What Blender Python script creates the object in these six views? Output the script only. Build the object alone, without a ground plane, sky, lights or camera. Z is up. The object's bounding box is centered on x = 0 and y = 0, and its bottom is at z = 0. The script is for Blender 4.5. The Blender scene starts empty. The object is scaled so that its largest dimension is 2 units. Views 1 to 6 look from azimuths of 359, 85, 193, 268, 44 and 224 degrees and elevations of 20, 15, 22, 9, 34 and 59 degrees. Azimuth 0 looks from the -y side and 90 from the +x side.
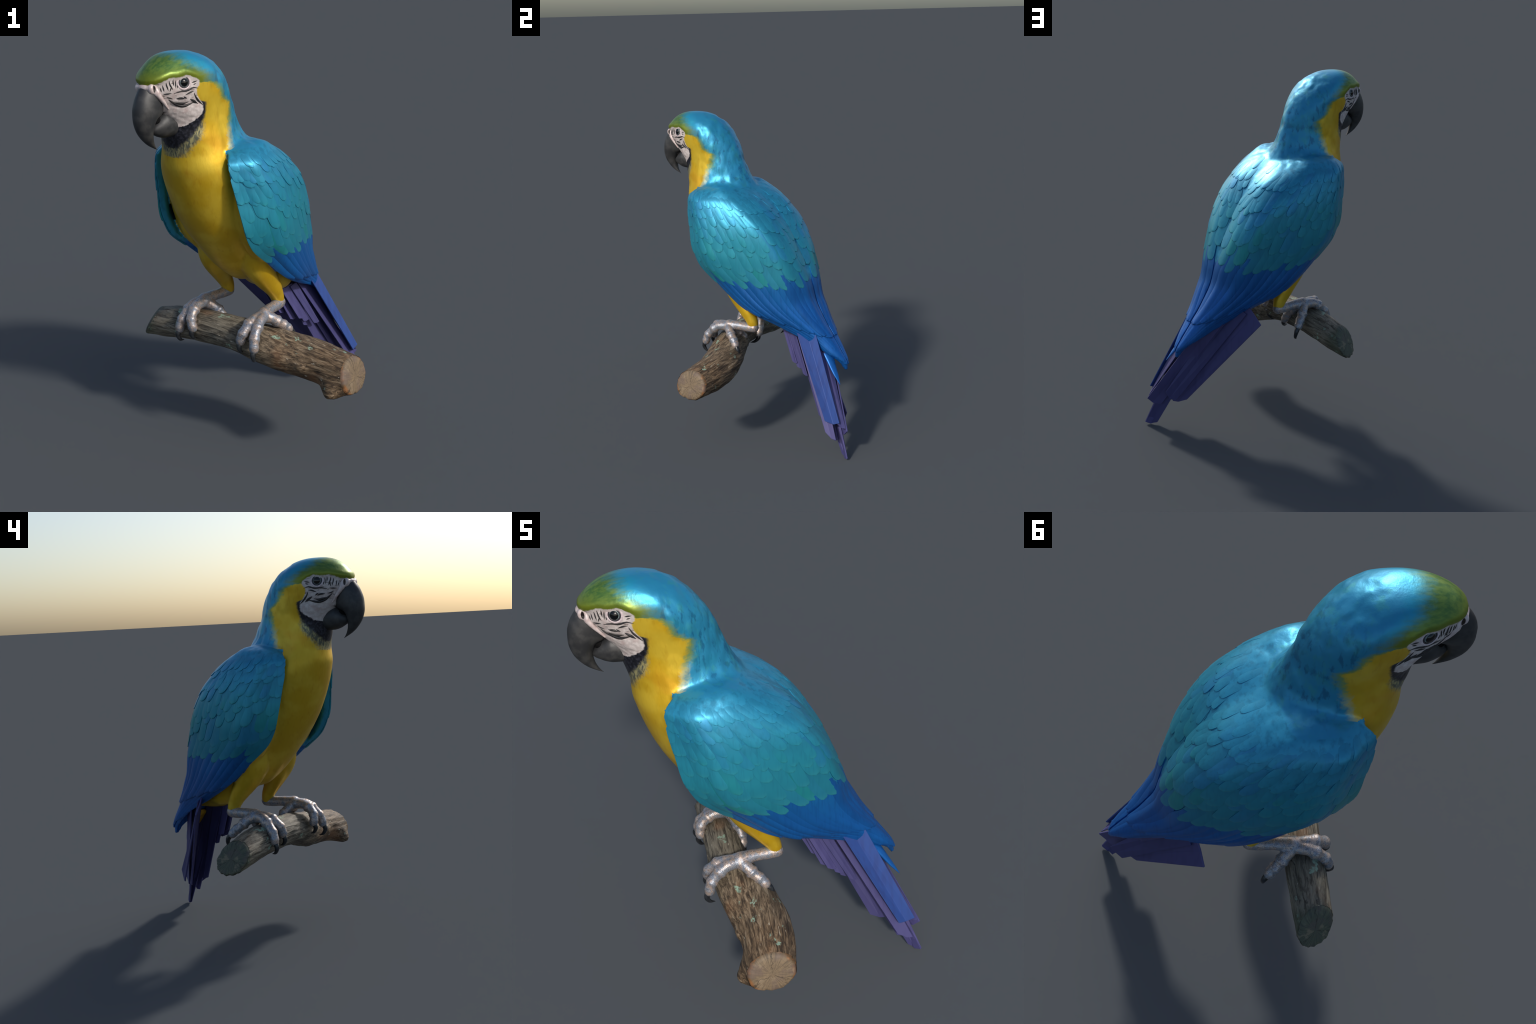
import bpy, bmesh, math, random
import numpy as np
from mathutils import Vector, noise as mnoise
from mathutils.bvhtree import BVHTree

rng = random.Random(7)

# ------------------------------------------------------------------ frame
# Everything is described in the bird's own frame: x = its left side,
# f = forward (towards the beak), z = up.  In Blender y = -f.
HEADING = math.radians(-37.97)
ORIGIN = Vector((-0.0418, 0.0326, 0.0))


def V(x, f, z):
    return (x, -f, z)


def pchip(xs, ys, xq):
    """Shape preserving cubic through (xs, ys)."""
    xs = np.asarray(xs, float); ys = np.asarray(ys, float); xq = np.asarray(xq, float)
    h = np.diff(xs); d = np.diff(ys) / h
    m = np.zeros_like(ys)
    m[0], m[-1] = d[0], d[-1]
    for i in range(1, len(xs) - 1):
        if d[i - 1] * d[i] > 0:
            w1 = 2 * h[i] + h[i - 1]; w2 = h[i] + 2 * h[i - 1]
            m[i] = (w1 + w2) / (w1 / d[i - 1] + w2 / d[i])
    k = np.clip(np.searchsorted(xs, xq) - 1, 0, len(h) - 1)
    t = np.clip((xq - xs[k]) / h[k], 0, 1)
    return ((1 + 2 * t) * (1 - t) ** 2 * ys[k] + t * (1 - t) ** 2 * h[k] * m[k]
            + t * t * (3 - 2 * t) * ys[k + 1] + t * t * (t - 1) * h[k] * m[k + 1])


def smooth_path(points, n):
    """Catmull-Rom like curve through points, n samples, roughly even."""
    p = np.asarray(points, float)
    s = np.r_[0, np.cumsum(np.linalg.norm(np.diff(p, axis=0), axis=1) ** 0.75)]
    q = np.linspace(0, s[-1], n)
    ext = np.vstack([2 * p[0] - p[1], p, 2 * p[-1] - p[-2]])
    se = np.r_[-(s[1] - s[0]), s, s[-1] + (s[-1] - s[-2])]
    k = np.clip(np.searchsorted(s, q, side='right') - 1, 0, len(p) - 2)
    out = []
    for qi, i in zip(q, k):
        p0, p1, p2, p3 = ext[i], ext[i + 1], ext[i + 2], ext[i + 3]
        t0, t1, t2, t3 = se[i], se[i + 1], se[i + 2], se[i + 3]
        t = (qi - t1) / (t2 - t1)
        m1 = (p2 - p0) / (t2 - t0) * (t2 - t1); m2 = (p3 - p1) / (t3 - t1) * (t2 - t1)
        out.append((2*t**3-3*t**2+1)*p1 + (t**3-2*t**2+t)*m1 + (-2*t**3+3*t**2)*p2 + (t**3-t**2)*m2)
    return np.array(out)


# ------------------------------------------------------------------ objects
def make_root(name, base, label, category):
    e = bpy.data.objects.new(name, None)
    e.empty_display_size = 0.1
    bpy.context.scene.collection.objects.link(e)
    e.rotation_euler = (0, 0, HEADING)
    c, s = math.cos(HEADING), math.sin(HEADING)
    e.location = (ORIGIN.x + c * base[0] - s * base[1], ORIGIN.y + s * base[0] + c * base[1], base[2])
    e["label"] = label; e["category"] = category
    return e


def add_mesh(name, verts, faces, mat, parent, smooth=True, offset=(0, 0, 0), flat_angle=None):
    me = bpy.data.meshes.new(name)
    vs = [(v[0] - offset[0], v[1] - offset[1], v[2] - offset[2]) for v in verts]
    me.from_pydata(vs, [], [tuple(int(i) for i in f) for f in faces])
    me.validate()
    bm = bmesh.new(); bm.from_mesh(me)
    bmesh.ops.recalc_face_normals(bm, faces=bm.faces)
    bm.to_mesh(me); bm.free()
    if mat: me.materials.append(mat)
    if smooth:
        me.polygons.foreach_set("use_smooth", [True] * len(me.polygons))
        if flat_angle:
            me.set_sharp_from_angle(angle=math.radians(flat_angle))
    ob = bpy.data.objects.new(name, me)
    bpy.context.scene.collection.objects.link(ob)
    ob.parent = parent
    return ob


def ring_loft(rings, cap=True, closed=True):
    """rings: list of equally long lists of points."""
    n = len(rings[0]); verts = [tuple(p) for r in rings for p in r]; faces = []
    for i in range(len(rings) - 1):
        for j in range(n if closed else n - 1):
            a = i * n + j; b = i * n + (j + 1) % n
            faces.append((a, b, b + n, a + n))
    if cap:
        for r0, flip in ((0, True), (len(rings) - 1, False)):
            c = np.mean(rings[r0], axis=0); verts.append(tuple(c)); ci = len(verts) - 1
            for j in range(n):
                a = r0 * n + j; b = r0 * n + (j + 1) % n
                faces.append((b, a, ci) if flip else (a, b, ci))
    return verts, faces


def tube(path, radii, seg=16, flat=1.0):
    """Round tube with a dome at each end; path in Blender coordinates."""
    path = np.asarray(path, float); radii = np.asarray(radii, float)
    tan = np.gradient(path, axis=0); tan /= np.linalg.norm(tan, axis=1)[:, None]
    up = np.array([0, 0, 1.0])
    if abs(tan[0] @ up) > 0.9: up = np.array([1.0, 0, 0])
    a = np.cross(tan[0], up); a /= np.linalg.norm(a)
    rings = []
    def ring(c, a, b, r):
        return [c + r * (math.cos(t) * a + flat * math.sin(t) * b) for t in np.linspace(0, 2 * math.pi, seg, endpoint=False)]
    b0 = np.cross(tan[0], a)
    for k in (0.2, 0.6, 0.9):
        rings.append(ring(path[0] - tan[0] * radii[0] * math.sqrt(1 - k * k), a, b0, radii[0] * k))
    for i in range(len(path)):
        a = a - tan[i] * (a @ tan[i]); a /= np.linalg.norm(a); b = np.cross(tan[i], a)
        rings.append(ring(path[i], a, b, radii[i]))
    for k in (0.9, 0.6, 0.2):
        rings.append(ring(path[-1] + tan[-1] * radii[-1] * math.sqrt(1 - k * k), a, b, radii[-1] * k))
    return ring_loft(rings)


def merge(parts):
    vs, fs = [], []
    for v, f in parts:
        o = len(vs); vs += list(v); fs += [tuple(i + o for i in q) for q in f]
    return vs, fs


def ellipsoid(c, r, nu=24, nv=16):
    rings = []
    for i in range(nv + 1):
        t = math.pi * (0.02 + 0.96 * i / nv)
        rings.append([(c[0] + r[0] * math.sin(t) * math.cos(p), c[1] + r[1] * math.sin(t) * math.sin(p), c[2] + r[2] * math.cos(t))
                      for p in np.linspace(0, 2 * math.pi, nu, endpoint=False)])
    return ring_loft(rings)


def fuse(verts, faces, voxel, smooth_iter=4, factor=0.5):
    """Union of overlapping closed shells as one smooth skin."""
    me = bpy.data.meshes.new("fuse"); me.from_pydata([tuple(v) for v in verts], [], faces)
    bm = bmesh.new(); bm.from_mesh(me); bmesh.ops.recalc_face_normals(bm, faces=bm.faces); bm.to_mesh(me); bm.free()
    ob = bpy.data.objects.new("fuse", me); bpy.context.scene.collection.objects.link(ob)
    m = ob.modifiers.new("r", 'REMESH'); m.mode = 'VOXEL'; m.voxel_size = voxel; m.adaptivity = 0
    s = ob.modifiers.new("s", 'SMOOTH'); s.iterations = smooth_iter; s.factor = factor
    dg = bpy.context.evaluated_depsgraph_get(); ev = ob.evaluated_get(dg); em = ev.to_mesh()
    co = np.zeros(len(em.vertices) * 3); em.vertices.foreach_get("co", co); co = co.reshape(-1, 3)
    fc = [tuple(p.vertices) for p in em.polygons]
    no = np.zeros(len(em.vertices) * 3); em.vertices.foreach_get("normal", no); no = no.reshape(-1, 3)
    ev.to_mesh_clear(); bpy.data.objects.remove(ob); bpy.data.meshes.remove(me)
    return co, fc, no


# ------------------------------------------------------------------ materials
def lin(h):
    c = [int(h[i:i + 2], 16) / 255 for i in (1, 3, 5)]
    return tuple(x / 12.92 if x <= 0.04045 else ((x + 0.055) / 1.055) ** 2.4 for x in c) + (1.0,)


class Mat:
    def __init__(self, name, rough=0.5, metal=0.0, spec=0.5):
        self.m = bpy.data.materials.new(name); self.m.use_nodes = True
        self.t = self.m.node_tree; self.b = self.t.nodes["Principled BSDF"]
        self.b.inputs["Roughness"].default_value = rough
        self.b.inputs["Metallic"].default_value = metal
        self.b.inputs["Specular IOR Level"].default_value = spec
        self._sep = None

    def n(self, kind, **kw):
        nd = self.t.nodes.new(kind)
        for k, v in kw.items(): setattr(nd, k, v)
        return nd

    def link(self, a, b): self.t.links.new(a, b)

    def put(self, sock, v):
        if hasattr(v, "is_linked") or isinstance(v, bpy.types.NodeSocket): self.link(v, sock)
        else: sock.default_value = v

    def obj(self):
        if not self._sep:
            tc = self.n("ShaderNodeTexCoord"); s = self.n("ShaderNodeSeparateXYZ"); self.link(tc.outputs["Object"], s.inputs[0])
            self._tc = tc.outputs["Object"]; self._sep = s.outputs
        return self._tc, self._sep

    def math(self, op, a, b=0.0, c=0.0, clamp=False):
        nd = self.n("ShaderNodeMath", operation=op); nd.use_clamp = clamp
        for s, v in zip(nd.inputs, (a, b, c)): self.put(s, v)
        return nd.outputs[0]

    def noise(self, scale, detail=3, rough=0.5, stretch=None, vec=None, dist=0.0, color=False):
        nd = self.n("ShaderNodeTexNoise"); nd.inputs["Scale"].default_value = scale
        nd.inputs["Detail"].default_value = detail; nd.inputs["Roughness"].default_value = rough
        nd.inputs["Distortion"].default_value = dist
        v = vec or self.obj()[0]
        if stretch:
            mp = self.n("ShaderNodeMapping"); mp.inputs["Scale"].default_value = stretch[:3]
            if len(stretch) > 3: mp.inputs["Rotation"].default_value = stretch[3]
            self.link(v, mp.inputs[0]); v = mp.outputs[0]
        self.link(v, nd.inputs["Vector"])
        return nd.outputs[1 if color else 0]

    def step(self, x, lo, hi):
        nd = self.n("ShaderNodeMapRange", interpolation_type='SMOOTHSTEP')
        for s, v in zip(nd.inputs, (x, lo, hi, 0.0, 1.0)): self.put(s, v)
        return nd.outputs[0]

    def curve(self, x, pts, xlo, xhi, ylo, yhi):
        """y(x) through a few control points."""
        a = self.n("ShaderNodeMapRange")
        for s, v in zip(a.inputs, (x, xlo, xhi, 0.0, 1.0)): self.put(s, v)
        c = self.n("ShaderNodeFloatCurve"); cu = c.mapping.curves[0]
        pp = [((px - xlo) / (xhi - xlo), (py - ylo) / (yhi - ylo)) for px, py in pts]
        cu.points[0].location = pp[0]; cu.points[1].location = pp[-1]
        for p in pp[1:-1]: cu.points.new(*p)
        for p in cu.points: p.handle_type = 'AUTO_CLAMPED'
        c.mapping.update(); self.link(a.outputs[0], c.inputs["Value"])
        o = self.n("ShaderNodeMapRange"); o.clamp = False
        for s, v in zip(o.inputs, (c.outputs[0], 0.0, 1.0, ylo, yhi)): self.put(s, v)
        return o.outputs[0]

    def mix(self, fac, a, b, mode='MIX'):
        nd = self.n("ShaderNodeMix", data_type='RGBA', blend_type=mode); nd.clamp_factor = True
        for i, v in ((0, fac), (6, a), (7, b)):
            if isinstance(v, str): v = lin(v)
            self.put(nd.inputs[i], v)
        return nd.outputs[2]

    def ramp(self, fac, stops):
        nd = self.n("ShaderNodeValToRGB"); el = nd.color_ramp.elements
        while len(el) < len(stops): el.new(0.5)
        for e, (p, c) in zip(el, stops): e.position = p; e.color = lin(c) if isinstance(c, str) else c
        self.put(nd.inputs[0], fac); return nd.outputs[0]

    def color(self, c): self.put(self.b.inputs["Base Color"], lin(c) if isinstance(c, str) else c)

    def bump(self, h, strength=0.3, dist=0.01):
        nd = self.n("ShaderNodeBump"); nd.inputs["Strength"].default_value = strength; nd.inputs["Distance"].default_value = dist
        self.link(h, nd.inputs["Height"]); self.link(nd.outputs[0], self.b.inputs["Normal"])


METAL = 0.45
ROUGH = 0.40


def body_material():
    m = Mat("plumage_skin", ROUGH, METAL)
    tc, s = m.obj()
    jit = m.math('SUBTRACT', m.noise(38, 4, 0.6), 0.5)
    jit2 = m.math('SUBTRACT', m.noise(90, 3, 0.6), 0.5)
    f0 = m.math('MULTIPLY', s[1], -1.0); z0 = s[2]
    f = m.math('MULTIPLY_ADD', m.math('SUBTRACT', m.noise(42, 5, 0.7, (1, 0.6, 1)), 0.5), 0.075, f0); z = m.math('MULTIPLY_ADD', jit2, 0.012, z0)
    fs = m.math('MULTIPLY_ADD', jit2, 0.010, f0)       # crisper edge for the face
    # --- blue of neck and nape, with darker flecks between small feathers
    fleck = m.noise(34, 4, 0.6, (1, 1.3, 0.5))
    blue = m.mix(m.math('MULTIPLY', m.step(fleck, 0.49, 0.36), m.math('MULTIPLY', m.step(z0, 1.97, 1.86), m.step(z0, 1.55, 1.62))), '#2c8db4', '#1e6e94')
    blue = m.mix(m.math('MULTIPLY', m.step(m.noise(14, 2), 0.45, 0.7), 0.6), blue, '#2b90b0')
    blue = m.mix(m.math('MULTIPLY', m.step(m.noise(30, 4, 0.6, (1, 0.8, 0.5)), 0.5, 0.7), 0.35), blue, '#3f9d8e')
    # crown: cyan, then green on the forehead
    streak = m.math('SUBTRACT', m.noise(60, 4, 0.6, (1, 0.22, 0.9)), 0.5)
    fc = m.math('MULTIPLY_ADD', streak, 0.10, f0)
    gline = m.curve(z0, [(1.86, .36), (1.90, .37), (1.93, .41), (1.955, .45), (1.98, .475), (2.0, .49)], 1.86, 2.0, .3, .6)
    gd = m.math('SUBTRACT', fc, gline)
    crown = m.mix(m.step(m.noise(70, 4, 0.6, (1, 0.25, 0.9)), 0.35, 0.65), '#446a32', '#668238')
    crown = m.mix(m.step(z0, 1.90, 1.955), '#727f22', crown)
    cyan = m.mix(m.step(m.math('SUBTRACT', fc, gline), -0.09, -0.02), blue, '#1f96b8')
    head = m.mix(m.step(z0, 1.90, 1.93), blue, cyan)
    head = m.mix(m.step(m.math('MULTIPLY_ADD', jit, 0.05, gd), -0.06, 0.06), head, crown)
    # --- yellow of cheek, throat and belly
    yb = m.curve(z, [(1.2, -.65), (1.30, -.25), (1.42, .12), (1.515, .295), (1.563, .305), (1.60, .29), (1.64, .28), (1.70, .258), (1.75, .245), (1.782, .29),
                     (1.81, .311), (1.848, .335), (1.866, .37), (1.874, .45), (1.882, .79), (1.95, .79)], 1.2, 1.95, -.7, .8)
    side = m.math('MULTIPLY', m.math('MAXIMUM', m.math('SUBTRACT', m.math('ABSOLUTE', s[0]), 0.182), 0.0), m.math('MULTIPLY', m.step(z0, 1.52, 1.545), 25.0))
    yd = m.math('SUBTRACT', m.math('SUBTRACT', f, yb), side)
    yel = m.mix(m.step(m.noise(9, 3, 0.5), 0.38, 0.66), '#cda61e', '#dab936')
    yel = m.mix(m.math('MULTIPLY', m.step(m.noise(55, 3, 0.6, (1, 1, 0.3)), 0.5, 0.75), 0.35), yel, '#b8860f')
    yel = m.mix(m.math('MULTIPLY', m.step(m.noise(7, 2), 0.48, 0.66), m.math('MULTIPLY', m.step(z0, 1.42, 1.50), m.math('MULTIPLY', m.step(z0, 1.68, 1.60), 0.35))), yel, '#cf8f18')
    pale = m.mix(m.step(z0, 1.62, 1.70), '#b9b98a', '#7f9a5a')
    col = m.mix(m.step(yd, -0.045, -0.005), head, pale)
    col = m.mix(m.step(yd, -0.015, 0.012), col, yel)
    # --- grey fringe and dark chin behind the bare cheek
    gb = m.curve(z, [(1.53, .79), (1.545, .476), (1.56, .467), (1.60, .448), (1.625, .425), (1.66, .408), (1.69, .405), (1.71, .41), (1.75, .41), (1.785, .41), (1.80, .45), (1.82, .79)], 1.53, 1.82, .3, .8)
    gdist = m.math('SUBTRACT', fs, gb)
    fringe = m.mix(m.step(m.noise(120, 3, 0.6, (1, 1, 0.35)), 0.42, 0.6), '#5d6055', '#a9a274')
    col = m.mix(m.step(m.math('MULTIPLY_ADD', jit2, 0.02, gdist), -0.016, 0.014), col, fringe)
    db = m.curve(z, [(1.56, .79), (1.585, .487), (1.61, .475), (1.64, .455), (1.67, .432), (1.70, .410), (1.74, .397), (1.78, .394), (1.795, .43), (1.81, .79)], 1.56, 1.81, .3, .8)
    ddist = m.math('SUBTRACT', fs, db)
    dark = m.mix(m.step(m.noise(80, 3), 0.4, 0.7), '#1c1d25', '#3a3b46')
    col = m.mix(m.step(m.math('MULTIPLY_ADD', jit, 0.012, ddist), -0.010, 0.008), col, dark)
    # --- bare white face
    wb = m.curve(z, [(1.67, .60), (1.69, .475), (1.71, .445), (1.728, .421), (1.751, .408), (1.783, .413), (1.80, .427), (1.822, .44), (1.847, .444), (1.865, .432),
                     (1.878, .43), (1.898, .452), (1.91, .48), (1.918, .50), (1.93, .66)], 1.67, 1.93, .3, .8)
    wd = m.math('SUBTRACT', fs, wb)
    wt = m.curve(f0, [(.40, 1.875), (.43, 1.885), (.46, 1.902), (.49, 1.912), (.53, 1.906), (.56, 1.908), (.585, 1.90), (.60, 1.893), (.62, 1.885), (.66, 1.88)], .40, .66, 1.8, 2.0)
    wm = m.math('MULTIPLY', m.step(wd, -0.003, 0.005), m.step(m.math('SUBTRACT', wt, z), -0.003, 0.004))
    white = m.mix(m.step(m.noise(60, 3, 0.6), 0.4, 0.7), '#b4aaa7', '#c8bfbc')
    white = m.mix(m.math('MULTIPLY', m.step(m.noise(34, 4, 0.6), 0.5, 0.68), 0.45), white, '#a58a86')
    white = m.mix(m.math('MULTIPLY', m.step(m.noise(50, 3, 0.6, (1, 0.4, 1.5)), 0.56, 0.7), m.step(z0, 1.775, 1.80)), white, '#6a5f5a')
    col = m.mix(wm, col, white)
    mouth = m.math('MULTIPLY', m.step(f0, 0.545, 0.555), m.step(z0, 1.765, 1.755))
    col = m.mix(mouth, col, '#141416')
    m.color(col)
    # the bare skin is duller than the plumage
    m.put(m.b.inputs["Metallic"], m.math('MULTIPLY', m.math('SUBTRACT', 1.0, wm), METAL))
    m.put(m.b.inputs["Roughness"], m.math('MULTIPLY_ADD', wm, 0.08, ROUGH))
    h = m.math('ADD', m.noise(60, 4, 0.6, (1, 1, 0.4)), m.math('MULTIPLY', fleck, 0.8))
    m.bump(h, 0.16, 0.005)
    return m.m


def covert_material():
    m = Mat("covert_vane", ROUGH + 0.02, METAL)
    tc, s = m.obj(); z = s[2]
    r = m.n("ShaderNodeObjectInfo").outputs["Random"]
    base = m.ramp(m.math('MULTIPLY_ADD', z, 1 / 0.7, -0.9 / 0.7, clamp=True),
                  [(0.0, '#257d94'), (0.22, '#27869e'), (0.42, '#2990a6'), (0.65, '#2b91ae'), (0.9, '#2c8fb2')])
    base = m.mix(m.math('MULTIPLY', m.step(r, 0.78, 1.0), m.math('MULTIPLY', m.step(z, 1.36, 1.25), 0.7)), base, '#21918f')
    base = m.mix(m.math('MULTIPLY', m.step(r, 0.28, 0.0), 0.6), base, '#2a82b4')
    barb = m.noise(90, 3, 0.6, (1, 1, 0.12))
    base = m.mix(m.math('MULTIPLY', m.step(barb, 0.45, 0.7), 0.3), base, '#1d6f8a')
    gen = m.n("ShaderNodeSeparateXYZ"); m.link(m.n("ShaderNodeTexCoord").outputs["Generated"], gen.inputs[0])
    base = m.mix(m.math('MULTIPLY', m.step(gen.outputs[2], 0.20, 0.0), m.math('MULTIPLY', m.step(z, 1.46, 1.30), 0.32)), base, '#3fa3ae')   # paler tip
    base = m.mix(m.math('MULTIPLY', m.step(gen.outputs[2], 0.35, 0.75), 0.25), base, '#1b6380')  # darker towards the root
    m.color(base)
    m.bump(barb, 0.12, 0.003)
    return m.m


def flight_material():
    m = Mat("flight_vane", ROUGH, METAL)
    tc, s = m.obj(); z = s[2]
    r = m.n("ShaderNodeObjectInfo").outputs["Random"]
    base = m.mix(m.step(z, 1.05, 0.80), '#196cae', '#1664b2')
    base = m.mix(m.math('MULTIPLY', r, 0.8), base, '#12589f')
    barb = m.noise(80, 3, 0.6, (1, 1, 0.10))
    base = m.mix(m.math('MULTIPLY', m.step(barb, 0.45, 0.7), 0.4), base, '#0d4688')
    m.color(base); m.bump(barb, 0.12, 0.003)
    return m.m


def wing_material():
    m = Mat("wing_skin", ROUGH, METAL)
    tc, s = m.obj(); z = m.math('MULTIPLY_ADD', m.math('SUBTRACT', m.noise(25, 2), 0.5), 0.05, s[2])
    fleck = m.noise(40, 3, 0.55, (1, 1.2, 0.6))
    teal = m.mix(m.step(fleck, 0.30, 0.55), '#227b9c', '#2c8fb2')
    blue = m.mix(m.step(m.noise(70, 3, 0.6, (1, 1, 0.12)), 0.4, 0.65), '#1664b2', '#0f5096')
    m.color(m.mix(m.step(z, 1.04, 1.0), teal, blue))
    m.bump(fleck, 0.15, 0.005)
    return m.m


def simple(name, c1, c2, scale, rough, metal=0.0, stretch=None, bump=0.0, spec=0.5, lo=0.4, hi=0.65):
    m = Mat(name, rough, metal, spec)
    n = m.noise(scale, 4, 0.6, stretch)
    m.color(m.mix(m.step(n, lo, hi), c1, c2))
    if bump: m.bump(n, bump, 0.004)
    return m.m


def tail_material(name, c1, c2):
    m = Mat(name, 0.55, 0.15, 0.4)
    r = m.n("ShaderNodeObjectInfo").outputs["Random"]
    base = m.mix(r, c1, c2)
    n = m.noise(40, 3, 0.5, (1, 1, 0.08))
    m.color(m.mix(m.math('MULTIPLY', m.step(n, 0.45, 0.7), 0.25), base, '#2c2a58'))
    return m.m


def foot_material():
    m = Mat("scaly_skin", 0.36, 0.45)
    vo = m.n("ShaderNodeTexVoronoi"); vo.feature = 'DISTANCE_TO_EDGE'; vo.inputs["Scale"].default_value = 190
    m.link(m.obj()[0], vo.inputs["Vector"])
    n = m.noise(40, 3, 0.6)
    c = m.mix(m.step(n, 0.4, 0.62), '#8f97a3', '#b9a79c')
    c = m.mix(m.step(vo.outputs["Distance"], 0.10, 0.0), c, '#655d5a')
    c = m.mix(m.math('MULTIPLY', m.step(m.noise(90, 2), 0.55, 0.7), 0.6), c, '#575c66')
    m.color(c); m.bump(vo.outputs["Distance"], 0.35, 0.003)
    return m.m


def cere_material():
    m = Mat("bare_flesh", 0.42, 0.1)
    tc, s = m.obj()
    c = m.mix(m.step(m.noise(60, 3), 0.4, 0.7), '#c9bbb8', '#b5a19e')
    ax = m.math('ABSOLUTE', s[0])
    # dark slit of the nostril
    u = m.math('DIVIDE', m.math('ADD', s[1], 0.622), 0.0068); w = m.math('DIVIDE', m.math('ADD', s[2], -1.869), 0.0155)
    d = m.math('ADD', m.math('MULTIPLY', u, u), m.math('MULTIPLY', w, w))
    hole = m.math('MULTIPLY', m.step(d, 1.2, 0.7), m.step(ax, 0.02, 0.03))
    m.color(m.mix(hole, c, '#1c1413'))
    return m.m


def bark_material():
    m = Mat("bark", 0.62, 0.0, 0.35)
    tc, s = m.obj()
    g = m.noise(70, 6, 0.7, (0.11, 1, 1), dist=0.8)
    c = m.ramp(g, [(0.32, '#241b13'), (0.45, '#4c3c2b'), (0.56, '#7a644b'), (0.70, '#a08d74')])
    big = m.noise(6, 3, 0.5, (0.6, 1, 1))
    c = m.mix(m.step(m.math('ADD', s[0], m.math('MULTIPLY', big, 0.6)), 0.75, 0.15), c, m.mix(m.step(g, 0.35, 0.62), '#3a342c', '#807868'))
    c = m.mix(m.math('MULTIPLY', m.step(big, 0.55, 0.72), 0.45), c, '#8a5c38')
    lich = m.math('MULTIPLY', m.step(m.noise(13, 3, 0.55), 0.62, 0.66), m.step(m.noise(70, 3), 0.42, 0.55))
    c = m.mix(lich, c, '#8aa08c')
    speck = m.noise(75, 2, 0.5, (0.35, 1, 1))
    c = m.mix(m.step(speck, 0.70, 0.76), c, '#b5ab98')
    c = m.mix(m.step(m.noise(34, 4, 0.7, (0.2, 1, 1), dist=1.0), 0.36, 0.30), c, '#1a140e')
    c = m.mix(m.math('MULTIPLY', m.step(m.noise(16, 4, 0.65, (0.35, 1, 1)), 0.52, 0.66), 0.55), c, '#33281d')
    moss = m.step(m.math('MULTIPLY_ADD', big, 0.12, s[0]), -0.42, -0.50)
    c = m.mix(m.math('MULTIPLY', moss, 0.7), c, '#4d5340')
    m.color(c); m.bump(g, 0.7, 0.008)
    return m.m


def cut_material(name, warm, dull, center):
    m = Mat(name, 0.6, 0.0, 0.35)
    tc, s = m.obj()
    y = m.math('SUBTRACT', s[1], center[1]); z = m.math('SUBTRACT', s[2], center[2])
    ang = m.math('ARCTAN2', z, y)
    rad = m.math('SQRT', m.math('ADD', m.math('MULTIPLY', y, y), m.math('MULTIPLY', z, z)))
    n = m.noise(30, 3, 0.6)
    # a few radial splits
    sp = m.math('SINE', m.math('MULTIPLY_ADD', ang, 1.5, m.math('MULTIPLY', n, 1.6)))
    split = m.step(m.math('ABSOLUTE', sp), m.math('DIVIDE', 0.006, m.math('ADD', rad, 0.02)), 0.0)
    rays = m.noise(1, 3, 0.6, vec=None)
    cx = m.n("ShaderNodeCombineXYZ"); m.link(m.math('MULTIPLY', ang, 6.0), cx.inputs[0]); m.link(m.math('MULTIPLY', rad, 10.0), cx.inputs[1])
    rays = m.noise(2.0, 4, 0.6, vec=cx.outputs[0])
    c = m.mix(m.step(rays, 0.35, 0.65), dull, warm)
    c = m.mix(m.step(m.math('MULTIPLY_ADD', n, 0.03, rad), 0.098, 0.112), c, m.mix(m.step(n, 0.4, 0.6), '#5a4630', '#8a5c36'))
    c = m.mix(m.math('MULTIPLY', m.step(m.noise(11, 2), 0.5, 0.62), 0.6), c, m.mix(0.5, dull, '#6b5a58'))
    rings = m.math('SINE', m.math('MULTIPLY_ADD', rad, 420, m.math('MULTIPLY', n, 6)))
    c = m.mix(m.math('MULTIPLY', m.step(rings, 0.4, 1.0), 0.15), c, '#4a4034')
    c = m.mix(m.math('MULTIPLY', m.step(n, 0.55, 0.7), 0.5), c, '#8a7a64')
    c = m.mix(m.math('MULTIPLY', split, 0.8), c, '#2e261e')
    m.color(c); m.bump(rays, 0.2, 0.004)
    return m.m


MAT_BODY = body_material()
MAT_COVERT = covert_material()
MAT_FLIGHT = flight_material()
MAT_WING = wing_material()
MAT_TAIL = tail_material("tail_vane", '#403f6c', '#4d4a7c')
MAT_TAIL_BLUE = tail_material("tail_vane_blue", '#2a4484', '#304c8c')
MAT_BEAK = simple("beak_horn", '#262729', '#383838', 30, 0.5, 0.0, bump=0.1)
MAT_CLAW = simple("claw_horn", '#1d1f22', '#2c2f33', 60, 0.3, 0.1)
MAT_FOOT = foot_material()
MAT_CERE = cere_material()
MAT_STRIPE = simple("black_feather", '#17161a', '#2b2724', 60, 0.55)
MAT_EYE = simple("iris", '#5d6a6a', '#8d9a98', 200, 0.2)
MAT_PUPIL = simple("pupil", '#060708', '#0b0c0e', 60, 0.12)
MAT_LID = simple("eyelid_skin", '#b9a9ab', '#cdbfc0', 90, 0.45)
MAT_LIDLINE = simple("eyelid_rim", '#26242a', '#35323a', 90, 0.45)
MAT_BARK = bark_material()

# ================================================================== MACAW
macaw = make_root("macaw", (0, 0, 0), "blue and yellow macaw perched upright with long tail", "parrot")

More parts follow.
